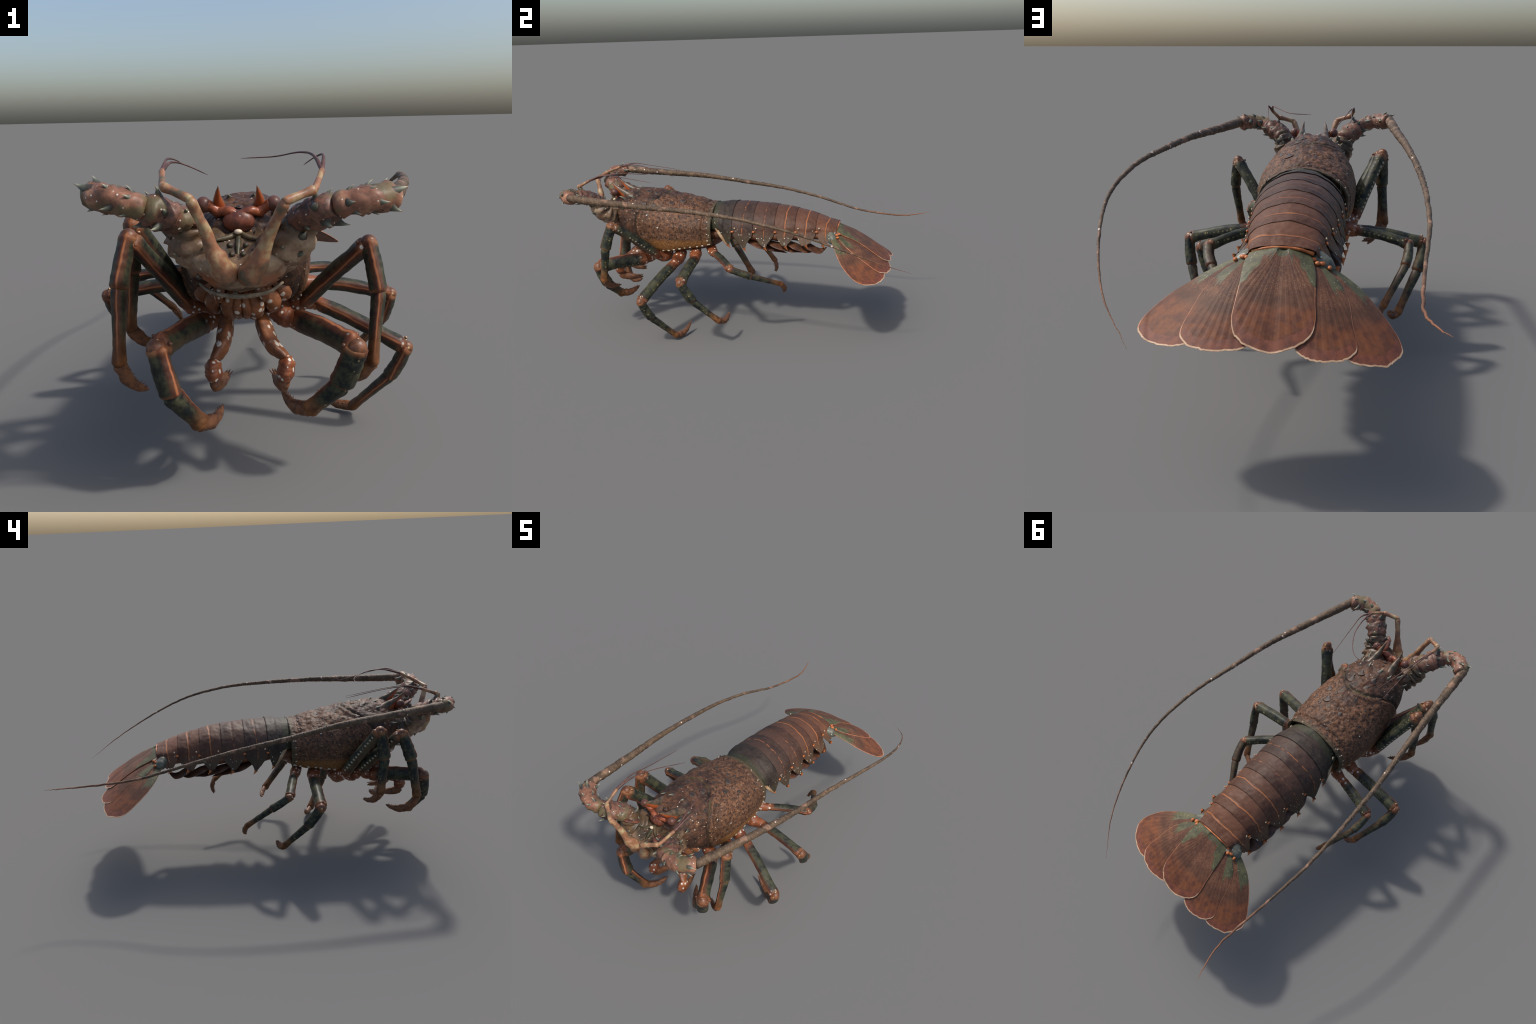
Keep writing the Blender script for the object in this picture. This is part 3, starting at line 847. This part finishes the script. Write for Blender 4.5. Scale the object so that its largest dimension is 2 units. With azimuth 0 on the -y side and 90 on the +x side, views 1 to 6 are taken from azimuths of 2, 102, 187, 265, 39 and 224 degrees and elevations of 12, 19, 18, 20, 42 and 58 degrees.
def blade(name, hinge, outline, off, thick=.007, parent=None, rim_y=.70, green=None, seed=0):
    """Fan blade: outline points (dx, y) run from one side of the hinge round the far end to the other side."""
    O = crom([(a, b, 0) for a, b in outline], 150)
    R = random.Random(seed)
    h = V((hinge[0], hinge[1], 0)); n = len(O)
    for i in range(n):
        d = (O[i] - h).length
        if O[i].y > rim_y:
            q = noise.noise(V((i * .16, seed, 0))); q2 = noise.noise(V((i * .5, seed, 4)))
            O[i] = h + (O[i] - h) * (1 + (.012 * q + .008 * q2) * min(1, (O[i].y - rim_y) * 25))
    widths = [None, .2, .35, .5, .62, .74, .84, .92]
    origin = V((CX + hinge[0], hinge[1], fan_z(*hinge) + off))
    top, bot = [], []
    K = 13
    def fr(k, L):
        # inner fractions then fixed-width edge rings
        e = [.0, .18, .34, .5, .64, .76, .87, .94]
        if k < 8: return e[k] * (1 - .028 / max(L, .06))
        return 1 - [.028, .016, .0042, .0020, .0][k - 8] / max(L, .06)
    for i in range(n):
        d = O[i] - h; L = d.length
        for k in range(K):
            f = fr(k, L); p = h + d * f
            ang = math.atan2(d.x, d.y)
            z = fan_z(p.x, p.y) + off + (.007 * math.exp(-((p.y - .485) / .03) ** 2) if name == 'tail_plate' else 0) + .0006 * math.sin(ang * 70) * f * min(1, (1 - f) * 12) - .003 * f ** 8
            t = thick * (1 - .82 * f ** 5)
            w = V((CX + p.x, p.y, z))
            top.append(w - origin); bot.append(w - origin - V((0, t * .55, t * .8)))
    vs = top + bot; o = len(top); fs = []; fm = []
    for i in range(n - 1):
        far = (O[i].y + O[i + 1].y) / 2 > rim_y
        for k in range(K - 1):
            a, b, c, d = i * K + k, i * K + k + 1, (i + 1) * K + k + 1, (i + 1) * K + k
            m = 0
            if far: m = 1 if k >= 10 else (2 if k >= 8 else 0)
            elif k >= 10: m = 3
            if green:
                cy = h + (O[i] - h) * fr(k, (O[i] - h).length)
                if green(cy.x + .006 * noise.noise(V((cy.x * 90, cy.y * 90, 1))), cy.y + .010 * noise.noise(V((cy.x * 60, cy.y * 60, 0))), i / n): m = 4
            if k == 0:
                fs.append((a, b, c)); fm.append(m); fs.append((o + a, o + c, o + b)); fm.append(0)
            else:
                fs.append((a, b, c, d)); fm.append(m); fs.append((o + a, o + d, o + c, o + b)); fm.append(m if m in (1, 3) else 0)
        a, b = i * K + K - 1, (i + 1) * K + K - 1
        fs.append((a, o + a, o + b, b)); fm.append(1 if far else 3)
    for i in (0, n - 1):
        for k in range(K - 1):
            a, b = i * K + k, i * K + k + 1
            fs.append((a, b, o + b, o + a)); fm.append(0)
    ob = new_obj(name, vs, fs, ['fan', 'rim', 'rimdark', 'rimside', 'green'], parent, Matrix.Translation(origin), fmats=fm)
    ob.data.set_sharp_from_angle(angle=math.radians(38))
    return ob

def build_fan():
    tel = blade('tail_plate', (-.004, .472), [(.076, .470), (.098, .492), (.108, .53), (.108, .60), (.112, .665), (.114, .706), (.101, .745), (.066, .770), (.006, .780), (-.058, .767), (-.103, .734), (-.113, .695), (-.109, .65), (-.106, .60), (-.102, .55), (-.090, .500), (-.074, .470)],
                .004, .013, rim_y=.712, green=lambda x, y, f: (y < .575 + .03 * math.cos(x * 60) and abs(x) > .035 + (y - .49) * .4) or y < .507, seed=1)
    blade('tail_lobe', (.100, .492), [(.075, .51), (.060, .61), (.055, .69), (.060, .755), (.076, .773), (.120, .781), (.158, .782), (.208, .770), (.246, .742), (.255, .708), (.238, .648), (.215, .590), (.182, .540), (.145, .510), (.118, .488)],
          -.004, .008, rim_y=.728, green=lambda x, y, f: f > .60 and math.hypot(x - .100, y - .492) < .105, seed=2)
    blade('tail_lobe', (-.104, .492), [(-.085, .51), (-.070, .61), (-.060, .69), (-.062, .755), (-.085, .778), (-.125, .786), (-.182, .776), (-.214, .752), (-.227, .725), (-.214, .668), (-.200, .595), (-.176, .542), (-.148, .515), (-.122, .486)],
          -.004, .008, rim_y=.728, green=lambda x, y, f: f > .60 and math.hypot(x + .104, y - .492) < .105, seed=3)
    blade('tail_lobe', (.118, .474), [(.110, .52), (.130, .61), (.165, .69), (.205, .745), (.237, .754), (.286, .749), (.345, .721), (.388, .676), (.398, .636), (.380, .594), (.328, .542), (.252, .502), (.185, .476), (.140, .462)],
          -.008, .010, rim_y=.655, green=lambda x, y, f: f > .58 and math.hypot(x - .118, y - .474) < .125 + .05 * (f - .6), seed=4)
    blade('tail_lobe', (-.124, .474), [(-.115, .52), (-.125, .61), (-.155, .69), (-.190, .752), (-.230, .766), (-.298, .744), (-.328, .714), (-.350, .676), (-.343, .635), (-.322, .600), (-.278, .545), (-.230, .502), (-.180, .477), (-.145, .464)],
          -.008, .010, rim_y=.655, green=lambda x, y, f: f > .58 and math.hypot(x + .124, y - .474) < .125 + .05 * (f - .6), seed=5)
    for sg in (-1, 1):
        p = crom([(CX + sg * .075, .445, .565), (CX + sg * .112, .462, .552), (CX + sg * .150, .482, .535)], 14)
        hg = new_obj('tail_hinge', *tube(p, [(0, .020), (.35, .031), (.75, .026), (1, .012)], 18, jit=.15, seed=sg), 'hinge')
        for dx, y, rx in [(.092, .484, .010), (.116, .492, .012), (.104, .502, .008), (.140, .497, .007)]:
            new_obj('hinge_knob', *sphere((CX + sg * dx, y, fan_z(sg * dx, y) + .001), (rx, .010, .0065), 8, 12), 'joint', hg)
    ov = crom([(CX - .092, .482, .584), (CX - .05, .489, .598), (CX, .491, .603), (CX + .05, .489, .598), (CX + .092, .482, .584)], 24)
    new_obj('orange_seam', *tube(ov, [(0, .007), (.15, .005), (.5, .0035), (.85, .005), (1, .007)], 10), 'joint', tel)

# ------------------------------------------------------------------ legs
def joint(name, a, b, rad, mat, parent, hint, flat=.93, bow=V((0, 0, 0)), extra=None, ridge=.10, seed=0):
    a, b = V(a), V(b); L = (b - a).length
    W = axis_matrix(a, b - a, hint); Wi = W.inverted()
    path = crom([a, a.lerp(b, .5) + bow, b], 26)
    lp = [Wi @ p for p in path]
    def shp(u, an): return 1 + ridge * math.exp(-(min(an, 2 * math.pi - an) / .4) ** 2) + .03 * math.cos(2 * an) + .035 * math.cos(4 * an + .4)
    parts = [tube(lp, rad, 20, up=V((1, 0, 0)), flat=flat, shape=shp, jit=.08, seed=seed)]
    if extra: parts += [([Wi @ p for p in v], f) for v, f in extra]
    return new_obj(name, *join(*parts), mat, parent, W)

def build_leg(pts, k, seed, hip):
    base, knee, c, d, tip = [V(p) for p in pts]
    hip = V(hip); hint = V((0.0, -1.0, .35))
    if (knee - base).normalized().y < -.6: hint = V((0, -.2, 1.0))
    r = .0262 * k; hk = 1.0 if k < 1.2 else .74
    sd = 1 if base.x > CX else -1
    start = base
    leg = joint('leg', start, knee, [(0, r * .78), (.08, r * .95), (.3, r * .98), (.8, r * .96), (.95, r * 1.10), (1, r * .85)], 'leg_upper%d' % sd, None, hint, bow=V((0, 0, .008)), seed=seed)
    hp = crom([hip, hip.lerp(base, .55) + V((0, 0, -.006)), base.lerp(knee, .06)], 14)
    new_obj('leg_hip', *tube(hp, [(0, r * 1.2 * hk), (.45, r * 1.3 * hk), (.8, r * 1.04 * hk), (1, r * .9)], 18, jit=.14, seed=seed), 'coxa', leg)
    out = (knee - (base + c) * .5).normalized()
    kn = joint('leg_knee', knee - (c - knee) * .10, c, [(0, r * .62), (.10, r * .98), (.3, r * .90), (.75, r * .95), (.95, r * .98), (1, r * .7)], 'leg_knee%d' % sd, leg, hint, bow=out * .006, seed=seed + 1)
    cap = new_obj('knee_cap', *sphere((0, 0, 0), (r * .84, r * .82, r * .84), 10, 16), 'kneeball', leg, Matrix.Translation(knee + out * .003))
    for i in range(4):
        a = i * 1.57 + seed; e1 = axis_matrix(knee, base - knee, hint)
        q = knee + (base - knee).normalized() * .010 + (e1.to_3x3() @ V((math.cos(a), math.sin(a), 0))) * r * 1.02
        new_obj('knee_bead', *sphere(q, r * .19, 6, 8), 'kneeball', leg)
    joint('leg_shin', c - (d - c) * .05, d, [(0, r * .60), (.08, r * .80), (.4, r * .70), (.75, r * .64), (.95, r * .74), (1, r * .5)], 'leg_shin%d' % sd, leg, hint, seed=seed + 2)
    # claw: curved, toothed
    sag = ((d - c).normalized() * .55 - (tip - d).normalized() * .1) * (tip - d).length * .30
    p = crom([d - (d - c).normalized() * .008, d.lerp(tip, .35) + sag * .8, d.lerp(tip, .72) + sag * .6, tip], 22)
    rc = r * .64
    parts = [tube(p, [(0, rc), (.25, rc * 1.0), (.6, rc * .66), (.88, rc * .3), (1, .0008)], 12, flat=.8, jit=.22, seed=seed)]
    F = frames(p, -sag.normalized())
    R = random.Random(seed)
    for i in range(3, 19, 2):
        t, x, y = F[i]
        for a in (-.5, .5):
            dd = x * math.cos(a) + y * math.sin(a)
            b0 = p[i] + dd * lerp_tab([(0, rc), (.6, rc * .6), (1, .001)], i / 21) * .7
            q = [b0, b0 + dd * R.uniform(.006, .012) + t * .006]
            parts.append(tube([q[0], q[0].lerp(q[1], .5), q[1]], [(0, .0035), (1, .0004)], 6))
    new_obj('leg_claw', *join(*parts), 'claw', leg)

LEGS = [
    # base, knee, mid joint, claw joint, tip, size, hip
    ([(.112, -.598, .402), (.258, -.825, .396), (.224, -.800, .283), (.136, -.759, .190), (.063, -.680, .217)], 1.30, (.045, -.575, .432)),
    ([(.132, -.505, .425), (.305, -.697, .650), (.329, -.740, .522), (.309, -.779, .328), (.209, -.725, .276)], 1.06, (.06, -.480, .430)),
    ([(.168, -.405, .408), (.452, -.507, .282), (.412, -.472, .172), (.302, -.375, .020), (.190, -.328, .066)], 1.02, (.07, -.400, .440)),
    ([(.172, -.283, .440), (.440, -.282, .394), (.424, -.228, .288), (.366, -.104, .153), (.239, -.082, .158)], 1.00, (.07, -.315, .455)),
    ([(.135, -.185, .462), (.306, -.048, .432), (.274, .058, .384), (.170, .206, .308), (.126, .206, .244)], .84, (.06, -.225, .470)),
    ([(-.159, -.621, .404), (-.254, -.880, .418), (-.222, -.890, .295), (-.152, -.839, .188), (-.102, -.731, .198)], 1.30, (-.130, -.590, .432)),
    ([(-.211, -.536, .432), (-.346, -.726, .680), (-.370, -.776, .550), (-.372, -.812, .345), (-.309, -.745, .250)], 1.14, (-.145, -.495, .430)),
    ([(-.238, -.460, .440), (-.356, -.616, .704), (-.362, -.640, .560), (-.382, -.618, .382), (-.280, -.555, .321)], 1.14, (-.155, -.425, .435)),
    ([(-.240, -.302, .446), (-.527, -.290, .402), (-.503, -.228, .298), (-.425, -.112, .154), (-.386, -.085, .175)], 1.00, (-.155, -.325, .455)),
    ([(-.246, -.204, .469), (-.456, -.150, .436), (-.442, -.060, .373), (-.359, .063, .252), (-.328, .068, .195)], .84, (-.145, -.235, .470)),
]

def build_sternum():
    tab = [(-.72, .040, .470, .52), (-.66, .062, .432, .52), (-.58, .090, .415, .53), (-.48, .118, .412, .54), (-.38, .122, .422, .55), (-.28, .112, .440, .56), (-.20, .108, .470, .58), (-.17, .10, .490, .58)]
    ys = [-.72 + .55 * i / 50 for i in range(51)]; vs = []; nv = 36
    for y in ys:
        hw, zb, zt = herm(tab, y)
        for j in range(nv):
            a = 2 * math.pi * j / nv
            p = V((CX + hw * math.cos(a), y, (zt + zb) / 2 + (zt - zb) / 2 * math.sin(a)))
            p.z += .004 * noise.noise(p * 40)
            vs.append(p)
    fs = grid_faces(len(ys), nv, 0, True); fs.append(tuple(range(nv))); fs.append(tuple((len(ys) - 1) * nv + j for j in range(nv)))
    return new_obj('breast_plate', vs, fs, 'belly')

def build_maxilliped(sg, elbow, low, tip):
    b = V((CX + sg * .048, -.645, .435))
    e = V(elbow); l = V(low); t = V(tip)
    up = joint('mouth_leg', b, e, [(0, .026), (.2, .034), (.6, .031), (.88, .022), (1, .016)], 'mouth', None, V((0, -1, .2)), flat=.7, bow=V((sg * -.008, -.02, -.012)), seed=4)
    joint('mouth_leg_joint', e - (l - e) * .15, l, [(0, .014), (.25, .027), (.7, .029), (1, .020)], 'coxa', up, V((0, -1, 0)), flat=.85, seed=5)
    p = crom([l, l.lerp(t, .25) + V((0, -.006, -.010)), l.lerp(t, .6) + V((0, 0, -.008)), t], 20)
    parts = [tube(p, [(0, .020), (.2, .024), (.55, .020), (.85, .011), (1, .002)], 14, flat=.75, jit=.15, seed=6)]
    F = frames(p)
    for i in range(4, 19):
        tt, x, y = F[i]
        for a in (-.6, 0, .6):
            d = x * math.cos(a) + y * math.sin(a); q = p[i] + d * .010
            parts.append(tube([q, q + d * .004 + tt * .004, q + d * .007 + tt * .009], [(0, .0022), (1, .0003)], 5))
    new_obj('mouth_leg_claw', *join(*parts), 'claw', up)

# ------------------------------------------------------------------ assemble
def main():
    global ROOT
    setup_materials()
    ROOT = bpy.data.objects.new('spiny_lobster', None)
    bpy.context.scene.collection.objects.link(ROOT)
    ROOT['label'] = 'brown spiny lobster with long sweeping antennae and orange striped legs'
    ROOT['category'] = 'lobster'
    MATS['_spine'] = spine_mesh('thorn', 'spine', .6)
    MATS['_tailspine'] = spine_mesh('tail_thorn', 'joint', .2)
    MATS['_ptub'] = spine_mesh('pale_knob', 'ptub', .2)
    build_carapace(); build_head(); build_sternum(); build_tail(); build_fan()
    build_antenna(1, V((.116, -.872, .752)), V((.195, -.950, .792)), V((.268, -.958, .804)), V((.331, -.910, .804)),
                  [(.331, -.915, .806), (.398, -.653, .8), (.454, -.409, .797), (.49, -.159, .788), (.527, .084, .767), (.536, .324, .715), (.498, .529, .635), (.417, .735, .535), (.3, .891, .449)])
    build_antenna(-1, V((-.178, -.862, .748)), V((-.257, -.952, .795)), V((-.330, -.954, .814)), V((-.390, -.898, .820)),
                  [(-.392, -.910, .824), (-.418, -.639, .799), (-.445, -.394, .777), (-.471, -.15, .738), (-.482, .101, .698), (-.477, .338, .643), (-.446, .574, .58), (-.424, .811, .556), (-.447, .930, .562), (-.470, .990, .570)])
    build_antennule(1, V((.076, -.988, .807)), V((.144, -.950, .828)), V((.167, -.872, .867)),
                    [([(.150, -.77, .897), (.118, -.667, .899), (.050, -.586, .884), (-.043, -.570, .880)], .0065),
                     ([(.175, -.79, .897), (.163, -.703, .889), (.150, -.61, .872), (.138, -.524, .855)], .0060)])
    build_antennule(-1, V((-.143, -.980, .815)), V((-.211, -.940, .840)), V((-.223, -.861, .871)),
                    [([(-.212, -.77, .885), (-.190, -.65, .868), (-.148, -.494, .828)], .0065),
                     ([(-.224, -.77, .893), (-.216, -.669, .884), (-.220, -.476, .857)], .0060)])
    for i, (p, k, hip) in enumerate(LEGS): build_leg(p, k, i * 13 + 2, hip)
    build_maxilliped(1, (.080, -.780, .350), (.071, -.790, .292), (.037, -.664, .263))
    build_maxilliped(-1, (-.122, -.795, .350), (-.118, -.803, .300), (-.085, -.690, .270))
    for ob in bpy.data.objects:
        if '_w' in ob: del ob['_w']

main()
